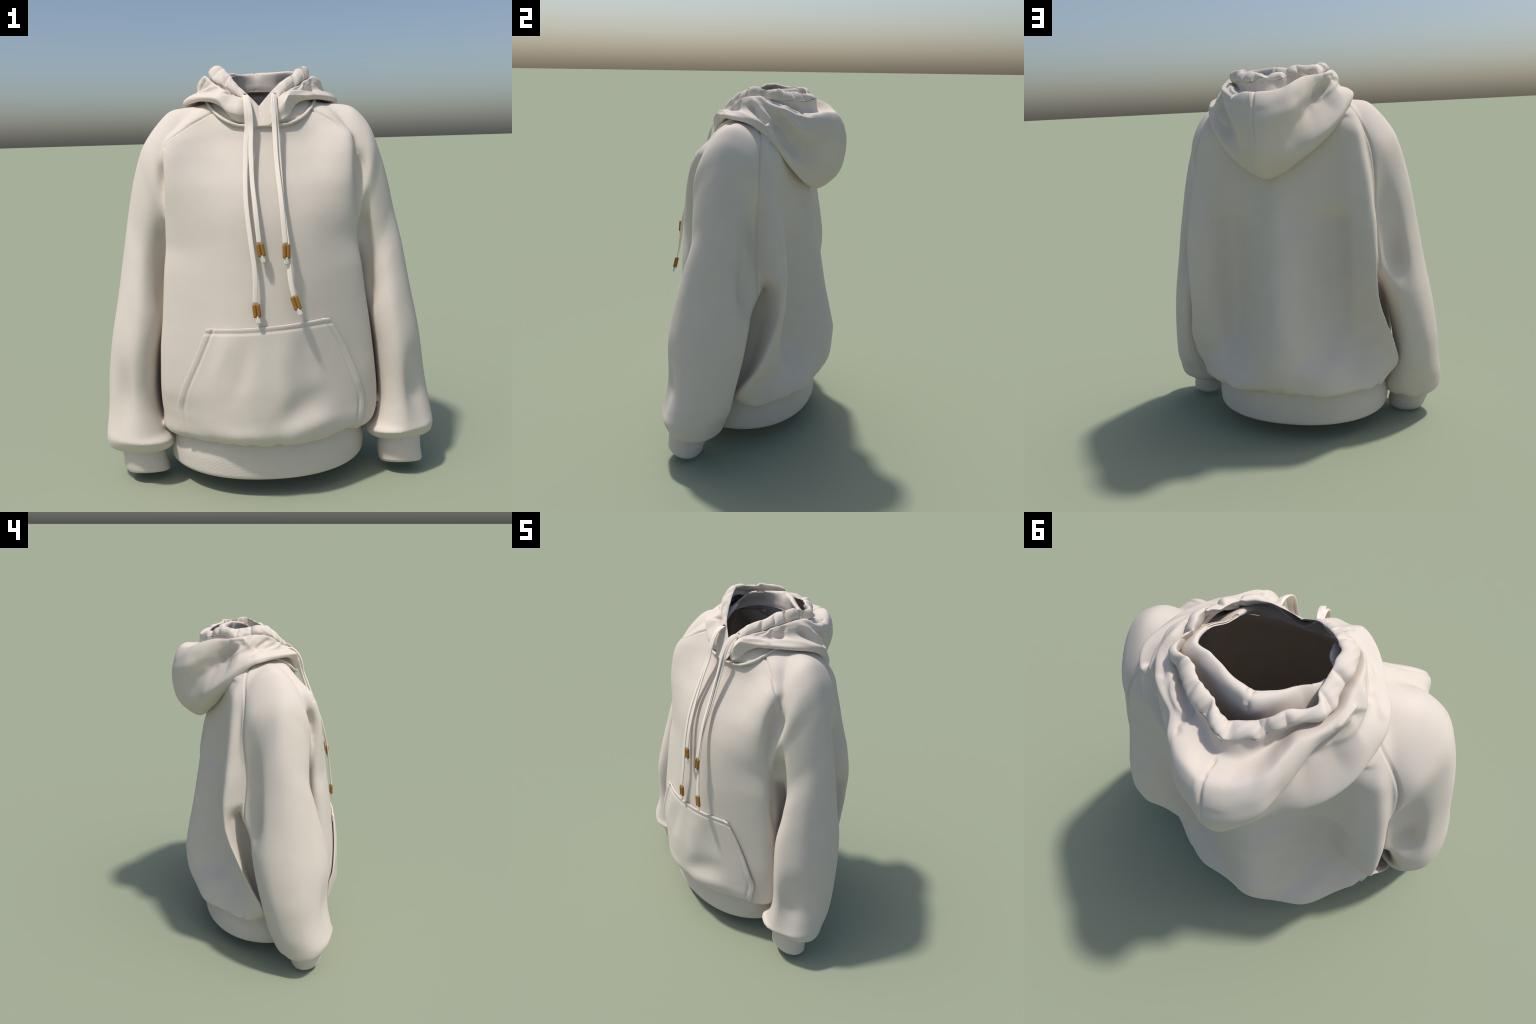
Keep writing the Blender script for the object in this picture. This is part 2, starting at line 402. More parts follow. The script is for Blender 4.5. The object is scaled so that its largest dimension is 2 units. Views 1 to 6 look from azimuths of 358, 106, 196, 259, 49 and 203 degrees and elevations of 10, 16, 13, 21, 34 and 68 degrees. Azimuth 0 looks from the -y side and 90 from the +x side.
# openings
phi_v = np.arctan2(V[:, 0] - CX, -(V[:, 1] - CY)); rad = np.hypot(V[:, 0] - CX, V[:, 1] - CY)
nk_ring = ring(NECK)
neck_r = np.interp(phi_v, PHI, nk_ring[:, 0], period=TAU)
kill = (rad < neck_r * 0.955) & (V[:, 2] > 1.5)
kill |= (np.abs(V[:, 0]) < .50) & (V[:, 2] < 0.17) & (np.hypot(V[:, 0]/.47, (V[:, 1]+.03)/.42) < 1.02)
kill |= (np.abs(V[:, 0]) > .50) & (V[:, 2] < 0.075)
bm = bmesh.new(); bm.from_mesh(shell.data); bm.verts.ensure_lookup_table()
bmesh.ops.delete(bm, geom=[bm.verts[i] for i in np.where(kill)[0]], context='VERTS')
bm.to_mesh(shell.data); bm.free()
me = shell.data
V = coords(me); N = normals(me)
tree = BVHTree.FromPolygons([Vector(v) for v in V], [p.vertices[:] for p in me.polygons])

# split into panels: sleeves, front, back
cen = np.array([p.center[:] for p in me.polygons])
line_f = catmull([(.20, -.11, 1.80), (.297, -.15, 1.747), (.34, -.167, 1.725), (.395, -.195, 1.685), (.43, -.205, 1.655)], 60)
ax = np.abs(cen[:, 0]); z = cen[:, 2]; y = cen[:, 1]
x_front = np.interp(z, [.9, 1.0, 1.2, 1.4, 1.58, 1.655, 1.685, 1.725, 1.747, 1.80], [.468, .468, .458, .448, .445, .43, .395, .34, .297, .20])
x_back = np.interp(z, [.9, 1.1, 1.3, 1.52, 1.64, 1.74, 1.80, 1.85], [.52, .525, .52, .495, .44, .385, .355, .30])
x_low = np.interp(z, [.1, .2, .4, .62, .8, .92], [.47, .49, .535, .515, .478, .465])
x_low = np.where(y > .1, x_low + np.where(z < .75, .10, .03), x_low)
x_split = np.where(z < .92, x_low, np.where(y < 0.0, x_front, x_back))
group = np.where(ax > x_split, np.where(cen[:, 0] > 0, 1, 2), np.where(y < -0.02, 0, 3))
names = {0: "front_panel", 1: "sleeve", 2: "sleeve", 3: "back_panel"}
for g in range(4):
    sel = np.where(group == g)[0]
    polys = [me.polygons[i].vertices[:] for i in sel]
    used = sorted({v for p in polys for v in p}); remap = {v: i for i, v in enumerate(used)}
    ob = mesh_object(names[g], V[used], [[remap[v] for v in p] for p in polys], m_fleece)
    ob.data.normals_split_custom_set_from_vertices([tuple(N[v]) for v in used])
    part(ob)
bpy.data.objects.remove(shell)

# ------------------------------------------------------------------ closed ribbed bands
def band(name, rings, material, thickness=.012, n=260, closed_profile=True):
    """Tube lofted through ellipses (cx, cy, z, ax, ay, tilt) outside, with an inner wall."""
    R = np.array(rings, float); rows = 40
    q = pchip(np.arange(len(R)), R, np.linspace(0, len(R) - 1, rows))
    q_in = q[::-1].copy(); q_in[:, 3:5] -= thickness
    q = np.vstack([q, q_in]); vs = []
    for cx, cy, z, a, b, tilt in q:
        for t in np.linspace(0, TAU, n, endpoint=False):
            x, y = math.sin(t), -math.cos(t)
            e = 0.93
            x = math.copysign(abs(x)**e, x); y = math.copysign(abs(y)**e, y)
            vs.append((cx + a*x, cy + b*y, z + tilt*b*y))
    ob = mesh_object(name, vs, grid_faces(len(q), n, True, True), material); fix_normals(ob)
    return part(ob)

band("hem_band", [(-.015, -.035, .285, .470, .388, 0), (-.017, -.037, .24, .486, .398, 0), (-.018, -.037, .17, .500, .402, 0),
                  (-.018, -.037, .115, .498, .401, 0), (-.018, -.037, .097, .491, .395, 0), (-.018, -.037, .092, .483, .388, 0)], m_rib, .014)
for sgn in (1, -1):
    dz = 0 if sgn < 0 else .012
    ox, oy = (.010, .002) if sgn < 0 else (-.004, -.016)
    band("cuff", [(sgn*.646 + ox, -.170 + oy, .172 + dz*1.5, .100, .090, -.22), (sgn*.645 + 1.5*ox, -.172 + oy, .115 + dz, .105, .093, -.26), (sgn*.640 + .010 + ox, -.176 + oy, .06, .107, .091, -.30),
                  (sgn*.638 + .014 + ox, -.180 + oy, .040+dz, .104, .086, -.32), (sgn*.638 + .014 + ox, -.180 + oy, .034+dz*.8, .099, .081, -.32)], m_rib, .012, 120)

# ------------------------------------------------------------------ hood: one sheet from the neckline, over the roll, down to the fold and up to the casing
CREST = [(-.015, -.225, 1.715), (.06, -.222, 1.722), (.105, -.205, 1.74), (.135, -.15, 1.80), (.140, -.06, 1.885), (.155, .0, 1.92), (.185, .06, 1.955), (.192, .12, 1.965), (.136, .148, 1.972), (.084, .175, 1.972), (.022, .203, 1.972),
         (-.017, .214, 1.972), (-.064, .192, 1.967), (-.118, .150, 1.964), (-.178, .104, 1.951), (-.187, .055, 1.93), (-.170, -.01, 1.893), (-.155, -.08, 1.845), (-.16, -.14, 1.79), (-.13, -.19, 1.735), (-.075, -.22, 1.722)]
HIDE = [(-.015, -.232, 1.722), (.06, -.230, 1.735), (.105, -.215, 1.76), (.155, -.150, 1.80), (.20, -.07, 1.84), (.25, .02, 1.86), (.265, .1, 1.86), (.23, .18, 1.82), (.16, .24, 1.74), (.08, .265, 1.68),
        (0, .275, 1.66), (-.08, .265, 1.68), (-.16, .235, 1.74), (-.23, .17, 1.82), (-.265, .08, 1.86), (-.25, 0, 1.86), (-.22, -.08, 1.84), (-.19, -.15, 1.80), (-.14, -.2, 1.755), (-.075, -.228, 1.735)]
FOLD = [(-.015, -.236, 1.728), (.06, -.236, 1.75), (.10, -.222, 1.79), (.122, -.19, 1.824), (.147, -.165, 1.822), (.183, -.142, 1.821), (.223, -.110, 1.823), (.26, -.079, 1.825), (.301, -.032, 1.823), (.345, .03, 1.818), (.366, .085, 1.806),
        (.370, .135, 1.775), (.358, .18, 1.735), (.323, .222, 1.675), (.268, .262, 1.601), (.215, .288, 1.551), (.149, .312, 1.500), (.091, .328, 1.468), (.018, .345, 1.446),
        (-.063, .328, 1.474), (-.124, .306, 1.520), (-.195, .276, 1.574), (-.257, .252, 1.632), (-.302, .216, 1.686), (-.335, .18, 1.740), (-.360, .135, 1.79), (-.366, .084, 1.818), (-.323, -.003, 1.828),
        (-.298, -.054, 1.831), (-.265, -.105, 1.828), (-.228, -.150, 1.823), (-.203, -.175, 1.815), (-.16, -.205, 1.775), (-.075, -.233, 1.75)]
LOW = [(-.015, -.236, 1.732), (.06, -.235, 1.765), (.10, -.220, 1.81), (.125, -.192, 1.842), (.185, -.155, 1.842), (.235, -.115, 1.845), (.275, -.080, 1.848), (.315, -.035, 1.846), (.358, .04, 1.842), (.378, .10, 1.835), (.385, .16, 1.80),
       (.358, .22, 1.735), (.312, .260, 1.675), (.246, .302, 1.605), (.173, .348, 1.552), (.106, .398, 1.52), (.02, .456, 1.492),
       (-.07, .430, 1.528), (-.145, .382, 1.565), (-.225, .355, 1.62), (-.295, .308, 1.68), (-.342, .25, 1.74), (-.365, .19, 1.79), (-.378, .13, 1.83), (-.374, .08, 1.848), (-.335, -.01, 1.852),
       (-.305, -.065, 1.852), (-.262, -.13, 1.848), (-.21, -.178, 1.838), (-.16, -.2, 1.80), (-.075, -.230, 1.765)]
VALE = [(-.015, -.233, 1.735), (.06, -.228, 1.78), (.10, -.205, 1.825), (.125, -.170, 1.858), (.175, -.120, 1.862), (.215, -.075, 1.868), (.245, -.03, 1.872), (.290, .03, 1.878), (.314, .10, 1.878), (.318, .17, 1.850),
        (.268, .212, 1.775), (.228, .265, 1.715), (.188, .322, 1.67), (.15, .405, 1.635), (.09, .465, 1.615), (.02, .516, 1.598),
        (-.07, .470, 1.63), (-.115, .415, 1.665), (-.164, .348, 1.725), (-.198, .276, 1.775), (-.24, .215, 1.82), (-.305, .165, 1.875), (-.318, .10, 1.875), (-.298, .03, 1.88),
        (-.262, -.05, 1.872), (-.225, -.105, 1.862), (-.185, -.155, 1.855), (-.15, -.183, 1.818), (-.075, -.220, 1.785)]
MID = [(-.015, -.230, 1.738), (.06, -.218, 1.795), (.10, -.185, 1.84), (.13, -.150, 1.868), (.175, -.105, 1.882), (.215, -.055, 1.90), (.260, .01, 1.916), (.288, .08, 1.918), (.294, .145, 1.908), (.283, .205, 1.885),
       (.262, .27, 1.83), (.226, .322, 1.78), (.186, .388, 1.755), (.14, .455, 1.745), (.08, .496, 1.74), (.025, .522, 1.74),
       (-.065, .503, 1.745), (-.125, .466, 1.77), (-.165, .39, 1.815), (-.195, .32, 1.865), (-.228, .245, 1.895), (-.280, .175, 1.922), (-.290, .10, 1.927), (-.285, .035, 1.925),
       (-.255, -.035, 1.912), (-.21, -.09, 1.88), (-.175, -.135, 1.868), (-.14, -.165, 1.835), (-.075, -.205, 1.80)]
RIDGE = [(-.015, -.225, 1.741), (.06, -.205, 1.807), (.10, -.165, 1.853), (.135, -.125, 1.875), (.175, -.085, 1.893), (.222, -.03, 1.922), (.252, .04, 1.940), (.266, .10, 1.943), (.262, .16, 1.928), (.24, .215, 1.905),
         (.205, .265, 1.87), (.190, .316, 1.848), (.159, .388, 1.85), (.095, .440, 1.864), (.035, .463, 1.858),
         (-.03, .455, 1.858), (-.08, .43, 1.868), (-.123, .397, 1.890), (-.150, .34, 1.915), (-.175, .285, 1.930), (-.225, .23, 1.935), (-.256, .165, 1.945), (-.262, .10, 1.957), (-.268, .045, 1.958),
         (-.250, -.025, 1.94), (-.205, -.075, 1.898), (-.165, -.115, 1.873), (-.135, -.145, 1.848), (-.075, -.19, 1.815)]
GUTTER = [(-.015, -.215, 1.745), (.06, -.190, 1.815), (.10, -.145, 1.858), (.135, -.105, 1.872), (.17, -.070, 1.888), (.20, -.03, 1.905), (.216, .03, 1.912), (.222, .09, 1.91), (.226, .15, 1.905), (.20, .205, 1.885),
          (.17, .255, 1.872), (.13, .295, 1.862), (.095, .325, 1.858), (.05, .36, 1.855), (.02, .365, 1.855),
          (-.03, .36, 1.856), (-.075, .325, 1.862), (-.11, .28, 1.875), (-.15, .235, 1.905), (-.195, .20, 1.915), (-.222, .155, 1.918), (-.225, .10, 1.928), (-.235, .05, 1.94),
          (-.225, -.02, 1.92), (-.185, -.065, 1.89), (-.152, -.098, 1.868), (-.125, -.125, 1.848), (-.075, -.175, 1.825)]
BOTTOM = [(-.015, -.205, 1.748), (.06, -.180, 1.818), (.09, -.152, 1.848), (.116, -.131, 1.867), (.155, -.088, 1.880), (.197, -.045, 1.916), (.217, .02, 1.925), (.224, .1, 1.925), (.238, .165, 1.922), (.203, .208, 1.921), (.157, .263, 1.923),
          (.123, .285, 1.917), (.093, .299, 1.914), (.04, .343, 1.929), (.018, .350, 1.930), (-.009, .337, 1.917), (-.042, .318, 1.918), (-.063, .318, 1.920), (-.094, .28, 1.930), (-.121, .265, 1.938), (-.167, .226, 1.937),
          (-.202, .207, 1.932), (-.229, .163, 1.934), (-.228, .105, 1.945), (-.245, .053, 1.960), (-.240, -.015, 1.948), (-.207, -.057, 1.915), (-.179, -.081, 1.899), (-.152, -.097, 1.880), (-.122, -.118, 1.853), (-.075, -.168, 1.828)]
RIM = [(-.015, -.163, 1.798), (-.011, -.162, 1.803), (-.019, -.162, 1.803), (.02, -.150, 1.838), (.05, -.135, 1.870), (.088, -.115, 1.903), (.14, -.072, 1.936), (.168, .0, 1.972), (.20, .03, 1.988), (.213, .062, 1.992), (.208, .097, 1.982), (.225, .117, 1.981), (.228, .168, 1.979), (.188, .182, 1.982),
       (.165, .192, 1.968), (.144, .219, 1.964), (.106, .244, 1.962), (.08, .258, 1.960), (.063, .277, 1.950), (.02, .292, 1.936), (-.04, .275, 1.946), (-.087, .260, 1.976), (-.120, .237, 1.981), (-.164, .210, 1.983), (-.192, .190, 1.983),
       (-.181, .160, 1.980), (-.179, .135, 1.982), (-.188, .098, 1.988), (-.190, .053, 1.996), (-.194, .02, 1.995), (-.177, -.006, 1.988), (-.149, -.05, 1.955), (-.115, -.095, 1.908), (-.08, -.130, 1.868), (-.045, -.150, 1.832)]

def sheet(rings, weights=None):
    """Loft the neck rings into a grid [profile, azimuth]."""
    A = np.array([ring(r) for r in rings])
    k = len(rings)
    t = np.linspace(0, k - 1, 30 * (k - 1) + 1)
    i = np.minimum(t.astype(int), k - 2); f = (t - i)[:, None, None]
    E = np.concatenate([[2*A[0]-A[1]], A, [2*A[-1]-A[-2]]])
    a, b, c, d = E[i], E[i+1], E[i+2], E[i+3]
    G = 0.5*((2*b) + (c-a)*f + (2*a-5*b+4*c-d)*f*f + (3*b-a-3*c+d)*f**3)
    throat = 1 - smooth01((np.abs(PHI + .03) - .18) / .22)
    G[..., 0] *= 1 - .115 * throat[None] * smooth01((t[:, None] - 1) / 1.0)
    x = CX + G[..., 0] * np.sin(PHI); y = CY - G[..., 0] * np.cos(PHI)
    return np.stack([x, y, G[..., 1]], -1)

inner_mid = [(x*.96 + .0, CY + (y - CY)*.97, z + (.035 if y > 0 else .006)) for x, y, z in NECK]
ROLL = [(x*1.2, CY + (y-CY)*1.2, z - .035) if z > 1.9 else (x*1.05, CY + (y-CY)*1.03, z + .004) for x, y, z in CREST]
G = sheet([NECK, inner_mid, CREST, ROLL, HIDE, FOLD, LOW, VALE, MID, RIDGE, GUTTER, BOTTOM])
rows, cols = G.shape[:2]
hood = mesh_object("hood", G.reshape(-1, 3), grid_faces(rows, cols, wrap_cols=True), m_fleece)
sm = hood.modifiers.new("s", 'SMOOTH'); sm.factor = .5; sm.iterations = 6
apply_modifiers(hood)
V = coords(hood.data); N = normals(hood.data)
# N must face outward on the back of the hood
if N[np.argmax(V[:, 1])][1] < 0:
    hood.data.flip_normals(); N = -N
# centre back seam, crossover edge at the front, and gathered folds
V = crease(V, N, [(.026, .352, 1.915), (.03, .375, 1.862), (.033, .42, 1.855), (.035, .46, 1.862), (.032, .50, 1.80), (.03, .523, 1.69), (.022, .50, 1.57), (.018, .43, 1.478), (.018, .35, 1.446)], .008, .005, False, 400)
V = crease(V, N, [(.055, .46, 1.862), (.05, .50, 1.80), (.048, .52, 1.69), (.036, .495, 1.57)], -.002, .008, False, 300)
V = crease(V, N, [(-.015, .205, 1.885), (-.018, .215, 1.95), (-.017, .216, 1.972), (-.016, .24, 1.955), (-.015, .26, 1.92)], -.008, .006, False, 200)
V = crease(V, N, [(-.006, .205, 1.885), (-.008, .215, 1.95), (-.007, .216, 1.972), (-.006, .24, 1.955)], .004, .005, False, 200)
V = crease(V, N, [(-.11, .40, 1.69), (-.145, .32, 1.74), (-.19, .26, 1.80), (-.222, .19, 1.865), (-.238, .14, 1.915)], .013, .024)
# gathered folds: depth (valley +, ridge -), width, path
FOLDS = [
    (.024, .016, [(.275, .04, 1.915), (.306, .079, 1.877), (.345, .125, 1.850), (.357, .160, 1.825), (.352, .178, 1.812)]),
    (-.011, .013, [(.23, .04, 1.941), (.295, .093, 1.911), (.32, .138, 1.871), (.327, .171, 1.84), (.329, .19, 1.811)]),
    (-.009, .014, [(.237, .057, 1.95), (.279, .115, 1.936), (.293, .156, 1.906), (.286, .198, 1.886), (.253, .248, 1.871), (.202, .302, 1.845), (.188, .357, 1.833), (.162, .391, 1.845)]),
    (.013, .013, [(.262, .11, 1.94), (.272, .166, 1.914), (.262, .2, 1.9), (.262, .226, 1.884)]),
    (-.008, .011, [(.205, .202, 1.912), (.221, .243, 1.886), (.19, .276, 1.864), (.134, .308, 1.858)]),
    (.010, .012, [(.178, .24, 1.901), (.15, .277, 1.875), (.17, .325, 1.851), (.152, .365, 1.857)]),
    (.012, .050, [(.302, .186, 1.847), (.287, .218, 1.788), (.264, .267, 1.72), (.214, .333, 1.666)]),
    (-.006, .014, [(.125, -.187, 1.847), (.255, -.048, 1.862), (.332, .034, 1.856), (.377, .103, 1.836), (.37, .167, 1.809), (.339, .193, 1.799)]),
    (.013, .014, [(.172, -.126, 1.86), (.244, -.033, 1.871), (.248, -.02, 1.90), (.235, 0, 1.925)]),
    (-.012, .017, [(-.243, .049, 1.956), (-.288, .096, 1.93), (-.302, .132, 1.896), (-.275, .189, 1.855), (-.20, .235, 1.80), (-.14, .318, 1.74)]),
    (.021, .030, [(-.285, .118, 1.919), (-.28, .162, 1.884), (-.213, .213, 1.839), (-.179, .274, 1.815)]),
    (-.006, .013, [(-.26, -.05, 1.875), (-.299, .012, 1.874), (-.333, .062, 1.865), (-.365, .11, 1.848)]),
    (.015, .015, [(-.255, -.02, 1.935), (-.291, .041, 1.907), (-.313, .079, 1.879)]),
    (.009, .012, [(-.23, -.06, 1.907), (-.272, -.005, 1.887), (-.31, .036, 1.873)]),
    (-.007, .009, [(-.248, .217, 1.927), (-.27, .165, 1.938), (-.280, .125, 1.935)]),
    (.012, .011, [(.088, -.177, 1.841), (.128, -.147, 1.869), (.17, -.11, 1.881), (.2, -.059, 1.908)]),
    (-.007, .010, [(.105, -.182, 1.844), (.147, -.162, 1.854), (.205, -.115, 1.86), (.258, -.097, 1.848)]),
    (.008, .010, [(.207, -.057, 1.908), (.212, -.073, 1.872), (.24, -.06, 1.86)]),
    (-.006, .011, [(-.305, .043, 1.878), (-.258, -.044, 1.884), (-.207, -.077, 1.897), (-.179, -.078, 1.896)]),
    (.010, .011, [(-.193, -.155, 1.854), (-.149, -.124, 1.861), (-.132, -.114, 1.855)]),
    (.005, .004, [(-.015, -.170, 1.80), (-.004, -.20, 1.765), (.006, -.222, 1.735), (.012, -.225, 1.705)]),
    (.004, .05, [(.03, .50, 1.80), (.028, .515, 1.72), (.025, .49, 1.56)]),
]
for depth, width, path in FOLDS:
    V = crease(V, N, path, depth, width)
wr = sum(np.sin(V @ rng.normal(0, 1, 3) * f + rng.uniform(0, 6)) for f in (30, 38, 47, 60, 75)) / 5
V = V + N * (.0022 * wr * smooth01((V[:, 2] - 1.72) / .12))[:, None]
set_coords(hood.data, V)
sol = hood.modifiers.new("t", 'SOLIDIFY'); sol.thickness = .006; sol.offset = -1
apply_modifiers(hood)
part(hood)

# gathered drawstring casing: soft tube squeezed at irregular places
top, bot = ring(RIM), ring(BOTTOM)
throat = (1 - smooth01((np.abs(PHI + .03) - .10) / .30))[:, None]
bot = bot * (1 - throat) + np.column_stack([np.full(len(PHI), .279), np.full(len(PHI), 1.706)]) * throat
pucker = np.zeros(len(PHI))
for a in np.radians([-165, -148, -120, -100, -68, -52, 48, 66, 84, 104, 126, 146, 163, 178]):
    d = np.angle(np.exp(1j*(PHI - a - rng.normal(0, .03)))); pucker += rng.uniform(.6, 1) * np.exp(-np.abs(d / rng.uniform(.035, .06))**1.5)
pucker = np.clip(pucker, 0, 1)
frontness = smooth01((np.abs(PHI + .03) - .25) / .45)       # the tube flattens where the edges cross at the throat
ct = 28; cv = []
for t in np.linspace(0, TAU, ct, endpoint=False):
    s = (1 + math.cos(t)) / 2                      # 1 at the rim, 0 at the lower edge
    outward = math.sin(t)
    puff = (.021 if outward > 0 else .007) * outward * (1 - .85 * pucker) * (.10 + .90 * frontness)
    base = bot*(1-s) + top*s
    d = top - bot; L = np.linalg.norm(d, axis=1)[:, None] + 1e-6
    nrm = np.column_stack([d[:, 1], -d[:, 0]]) / L   # outward and up in the (r, z) plane
    P = base + nrm * puff[:, None]
    cv.append(np.stack([CX + P[:, 0]*np.sin(PHI), CY - P[:, 0]*np.cos(PHI), P[:, 1]], -1))
casing = mesh_object("drawstring_casing", np.array(cv).reshape(-1, 3), grid_faces(ct, len(PHI), True, True), m_fleece)
fix_normals(casing)
V = coords(casing.data); N = normals(casing.data)
wr = sum(np.sin(V @ rng.normal(0, 1, 3) * f + rng.uniform(0, 6)) for f in (35, 45, 55, 70, 90)) / 5
V = V + N * (.006 * wr * np.tile(frontness, ct))[:, None]
V = crease(V, N, [(-.015, -.163, 1.80), (-.008, -.185, 1.775), (-.002, -.205, 1.745)], .005, .004, False)
V = crease(V, N, [(.020, .292, 1.938), (.022, .335, 1.955), (.024, .358, 1.93)], .006, .005, False)
set_coords(casing.data, V)
sm = casing.modifiers.new("s", 'SMOOTH'); sm.factor = .5; sm.iterations = 3
apply_modifiers(casing)
part(casing, hood)

# neckline piping
nr = ring([(x*1.0, CY+(y-CY)*1.01, z+.004) for x, y, z in NECK])
pts = np.stack([CX + nr[:, 0]*np.sin(PHI), CY - nr[:, 0]*np.cos(PHI), nr[:, 1]], -1)
def tube(name, P, rw, rt, material, closed=False, n=12, up=None, power=1.0):
    """Sweep an oval (rw wide, rt thick) along P."""
    P = np.asarray(P, float); k = len(P)
    Tn = np.roll(P, -1, 0) - np.roll(P, 1, 0)
    if not closed: Tn[0], Tn[-1] = P[1]-P[0], P[-1]-P[-2]
    Tn /= np.linalg.norm(Tn, axis=1)[:, None]
    ref = np.asarray(up if up is not None else (0, 0, 1), float)
    if ref.ndim == 1: ref = np.tile(ref, (k, 1))
    A = np.cross(Tn, ref); A /= np.linalg.norm(A, axis=1)[:, None]
    B = np.cross(A, Tn)
    rw = np.broadcast_to(rw, k); rt = np.broadcast_to(rt, k); vs = []
    for i in range(k):
        for a in np.linspace(0, TAU, n, endpoint=False):
            c, s = math.cos(a), math.sin(a)
            c = math.copysign(abs(c)**power, c); s = math.copysign(abs(s)**power, s)
            vs.append(P[i] + A[i]*c*rw[i] + B[i]*s*rt[i])
    f = grid_faces(k, n, True, closed)
    if not closed: f += [tuple(range(n))[::-1], tuple((k-1)*n+i for i in range(n))]
    ob = mesh_object(name, vs, f, material); fix_normals(ob)
    return ob
part(tube("neck_piping", pts[::2], .009, .007, m_fleece, True))

# ------------------------------------------------------------------ kangaroo pocket laid on the front panel
def front_hit(x, z):
    h = tree.ray_cast(Vector((x, -1.5, z)), Vector((0, 1, 0)))
    return h[0], h[1]
edge_z = [.83, .69, .51, .43, .34, .268]
edge_xl = [-.281, -.340, -.415, -.432, -.425, -.41]; edge_xr = [.262, .341, .413, .437, .430, .415]
nx, nzp = 150, 110
pv = []
for j, zz in enumerate(np.linspace(0, 1, nzp)):
    for i, s in enumerate(np.linspace(0, 1, nx)):
        z0 = .268 + (.83 - .268) * zz
        xl = float(pchip(edge_z[::-1], edge_xl[::-1], [z0])[0]); xr = float(pchip(edge_z[::-1], edge_xr[::-1], [z0])[0])
        x = xl + (xr - xl) * s
        topline = .010 * (2*s - .6) * zz
        p, nrm = front_hit(x, z0 + topline)
        if p is None: p, nrm = Vector((x, -.35, z0)), Vector((0, -1, 0))
        e = min(s, 1 - s) * (xr - xl)
        lift = .012 + .006 * math.exp(-(e/.03)**2) * smooth01((z0 - .42)/.1)
        lift -= .004 * math.exp(-((e - .03)/.006)**2) + .004 * math.exp(-((.83 - z0 - .022)/.006)**2)
        lift = lift * (.15 + .85 * float(smooth01((z0 - .266) / .06)))
        pv.append(p + nrm * float(lift))
pocket = mesh_object("pocket", pv, grid_faces(nzp, nx), m_fleece)
V = coords(pocket.data); N = normals(pocket.data)
if N[:, 1].mean() > 0: pocket.data.flip_normals(); N = -N
def soft(path, depth, width):
    global V
    V = crease(V, N, [(x, front_hit(x, z)[0][1] - .012, z) for x, z in path], depth, width, 2.4)
soft([(-.02, .38), (.08, .43), (.18, .475), (.30, .51)], .012, .065)
soft([(-.03, .325), (.10, .355), (.22, .375), (.36, .40)], -.012, .055)
soft([(-.10, .83), (-.12, .70), (-.15, .58), (-.22, .44)], .008, .045)
soft([(-.19, .83), (-.22, .70), (-.27, .54)], -.005, .035)
soft([(.06, .83), (.05, .68), (.06, .52), (.02, .40)], -.007, .05)
soft([(.14, .83), (.16, .68), (.22, .54)], .006, .045)
soft([(-.36, .36), (-.20, .34), (-.08, .34), (.04, .33)], -.010, .045)
set_coords(pocket.data, V)
sol = pocket.modifiers.new("t", 'SOLIDIFY'); sol.thickness = .010; sol.offset = -1
apply_modifiers(pocket)
part(pocket)

# ------------------------------------------------------------------ drawstrings
def cord(pts, aglet, tip, wtwist):
    P = catmull(pts, 120)
    k = np.linspace(0, 1, 120)
    up = np.column_stack([np.sin(wtwist*np.sin(k*7)), -np.cos(wtwist*np.sin(k*7)), .25 + 0*k])
    c = part(tube("drawstring", P, .0105, .0032, m_cord, n=16, up=up, power=.45))
    a, b = np.array(aglet[0]), np.array(aglet[1])
    ax = (b - a) / np.linalg.norm(b - a)
    right = np.cross(ax, (0, -1, 0)); right /= np.linalg.norm(right)
    for s in (-1, 1):
        t = np.linspace(0, 1, 12)[:, None]
        w = .0088 - .0012 * (np.abs(2*t[:, 0] - 1) > .95)
        g = tube("toggle", a + right*s*.0085 + (b - a)*t, w, w*.95, m_brown, n=20, up=(0, -1, 0.01))
        part(g, c)
    t = np.linspace(0, 1, 8); tip = np.array(tip)
    part(tube("cord_tip", b - ax*.004 + (tip - b + ax*.004)*t[:, None], .0075 + .003*np.sin(t*2.6), .006 - .0035*t, m_tip, n=14, up=(0, -1, .01), power=.6), c)

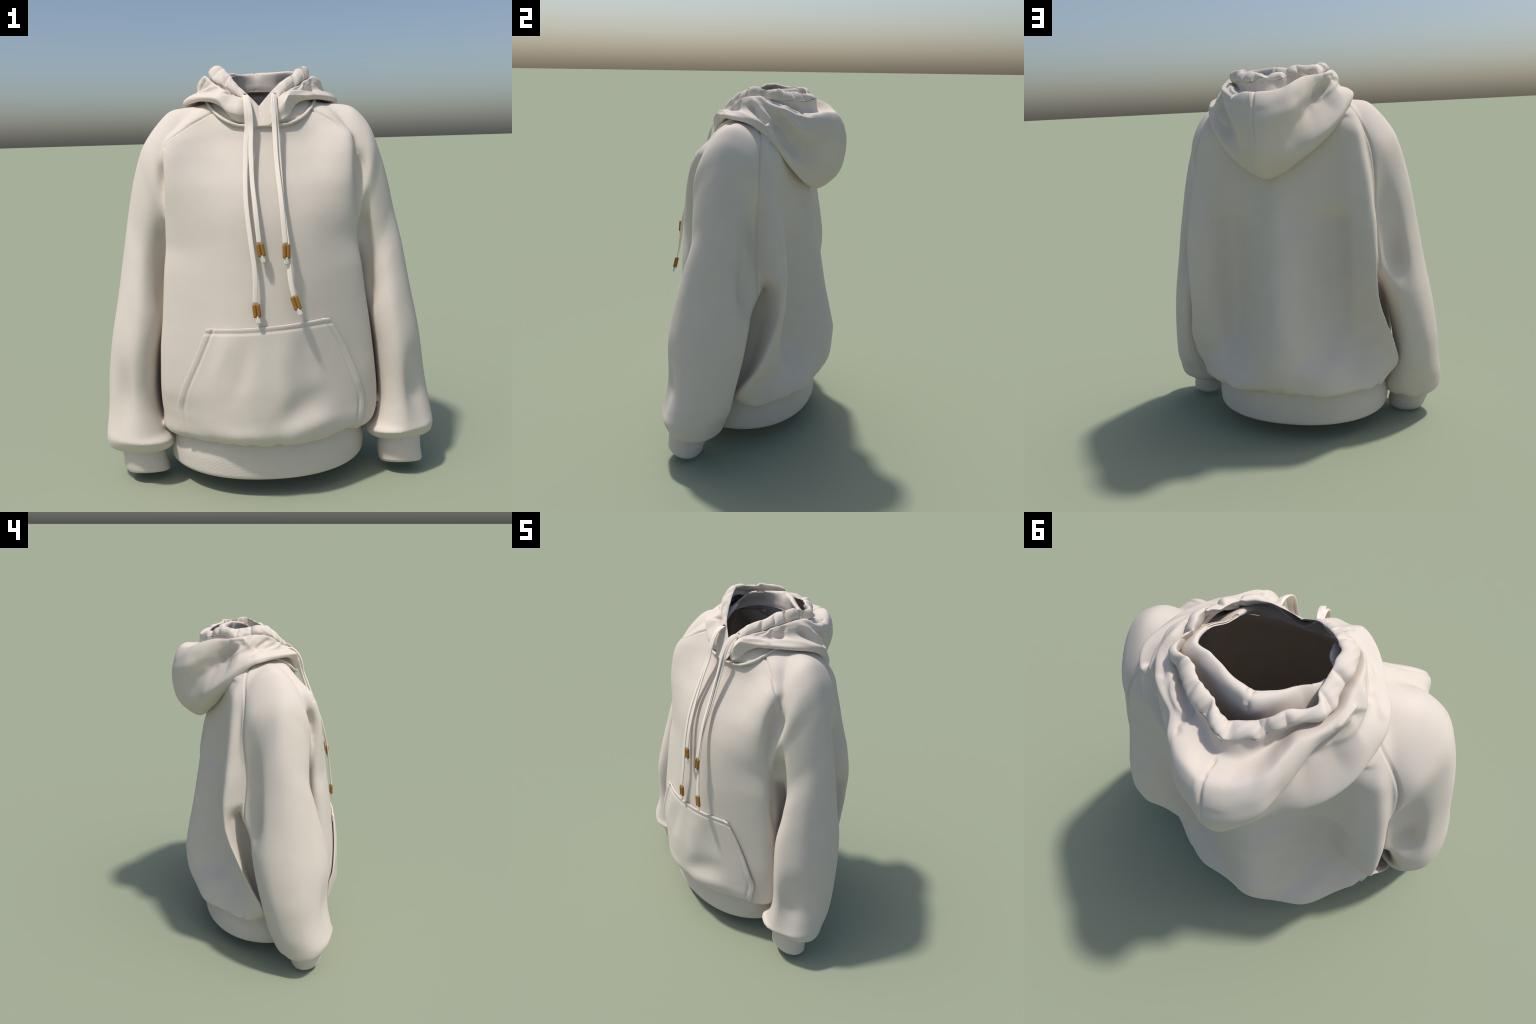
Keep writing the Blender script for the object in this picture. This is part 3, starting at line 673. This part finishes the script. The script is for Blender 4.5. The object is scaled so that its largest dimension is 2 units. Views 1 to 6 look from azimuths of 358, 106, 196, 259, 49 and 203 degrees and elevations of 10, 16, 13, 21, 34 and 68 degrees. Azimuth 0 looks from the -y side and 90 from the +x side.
cord([(-.080, -.150, 1.846), (-.079, -.184, 1.842), (-.077, -.216, 1.812), (-.075, -.242, 1.765), (-.075, -.258, 1.700), (-.084, -.290, 1.616), (-.092, -.372, 1.408), (-.080, -.420, 1.241), (-.064, -.448, 1.085), (-.066, -.466, .944)],
     ((-.064, -.466, .942), (-.058, -.470, .884)), (-.053, -.476, .856), .25)
cord([(-.076, -.150, 1.845), (-.070, -.186, 1.842), (-.064, -.222, 1.812), (-.058, -.248, 1.765), (-.057, -.264, 1.700), (-.061, -.297, 1.615), (-.061, -.350, 1.476), (-.051, -.402, 1.338), (-.041, -.434, 1.204)],
     ((-.040, -.436, 1.204), (-.030, -.442, 1.148)), (-.023, -.446, 1.120), .35)
cord([(.058, -.152, 1.846), (.057, -.186, 1.842), (.055, -.218, 1.812), (.056, -.246, 1.76), (.058, -.264, 1.690), (.063, -.328, 1.514), (.069, -.394, 1.348), (.082, -.432, 1.200), (.085, -.442, 1.122), (.091, -.455, 1.037), (.103, -.466, .970)],
     ((.102, -.467, .972), (.120, -.475, .914)), (.131, -.481, .890), .6)
cord([(.056, -.152, 1.845), (.051, -.192, 1.840), (.046, -.228, 1.806), (.046, -.256, 1.75), (.047, -.275, 1.684), (.050, -.328, 1.542), (.062, -.396, 1.376), (.072, -.442, 1.198)],
     ((.076, -.444, 1.198), (.076, -.450, 1.138)), (.075, -.452, 1.110), .4)

# eyelets in the casing, set where the cords come out
bm = bmesh.new(); bm.from_mesh(casing.data); bm.from_mesh(hood.data); cover = BVHTree.FromBMesh(bm); bm.free()
for ex, ez in ((-.077, 1.848), (.055, 1.848)):
    c, out = cover.ray_cast(Vector((ex, -1, ez)), Vector((0, 1, 0)))[:2]
    c, out = np.array(c), np.array(out); out *= -np.sign(out[1])
    t = np.linspace(0, TAU, 24, endpoint=False)
    side = np.cross(out, (0, 0, 1)); side /= np.linalg.norm(side); upv = np.cross(side, out)
    ringpts = [c + side*math.cos(a)*.012 + upv*math.sin(a)*.010 for a in t]
    part(tube("eyelet", ringpts, .003, .003, m_fleece, True, up=tuple(out)), hood)
    disc = [c + out*.0016] + [c + out*.0012 + side*math.cos(a)*.012 + upv*math.sin(a)*.010 for a in t]  # flat near-black disc over uncut cloth, painted as the shadow inside the eyelet
    part(mesh_object("eyelet_shadow_disc", disc, [(0, i + 1, (i + 1) % 24 + 1) for i in range(24)], m_eyelet_shadow), hood)
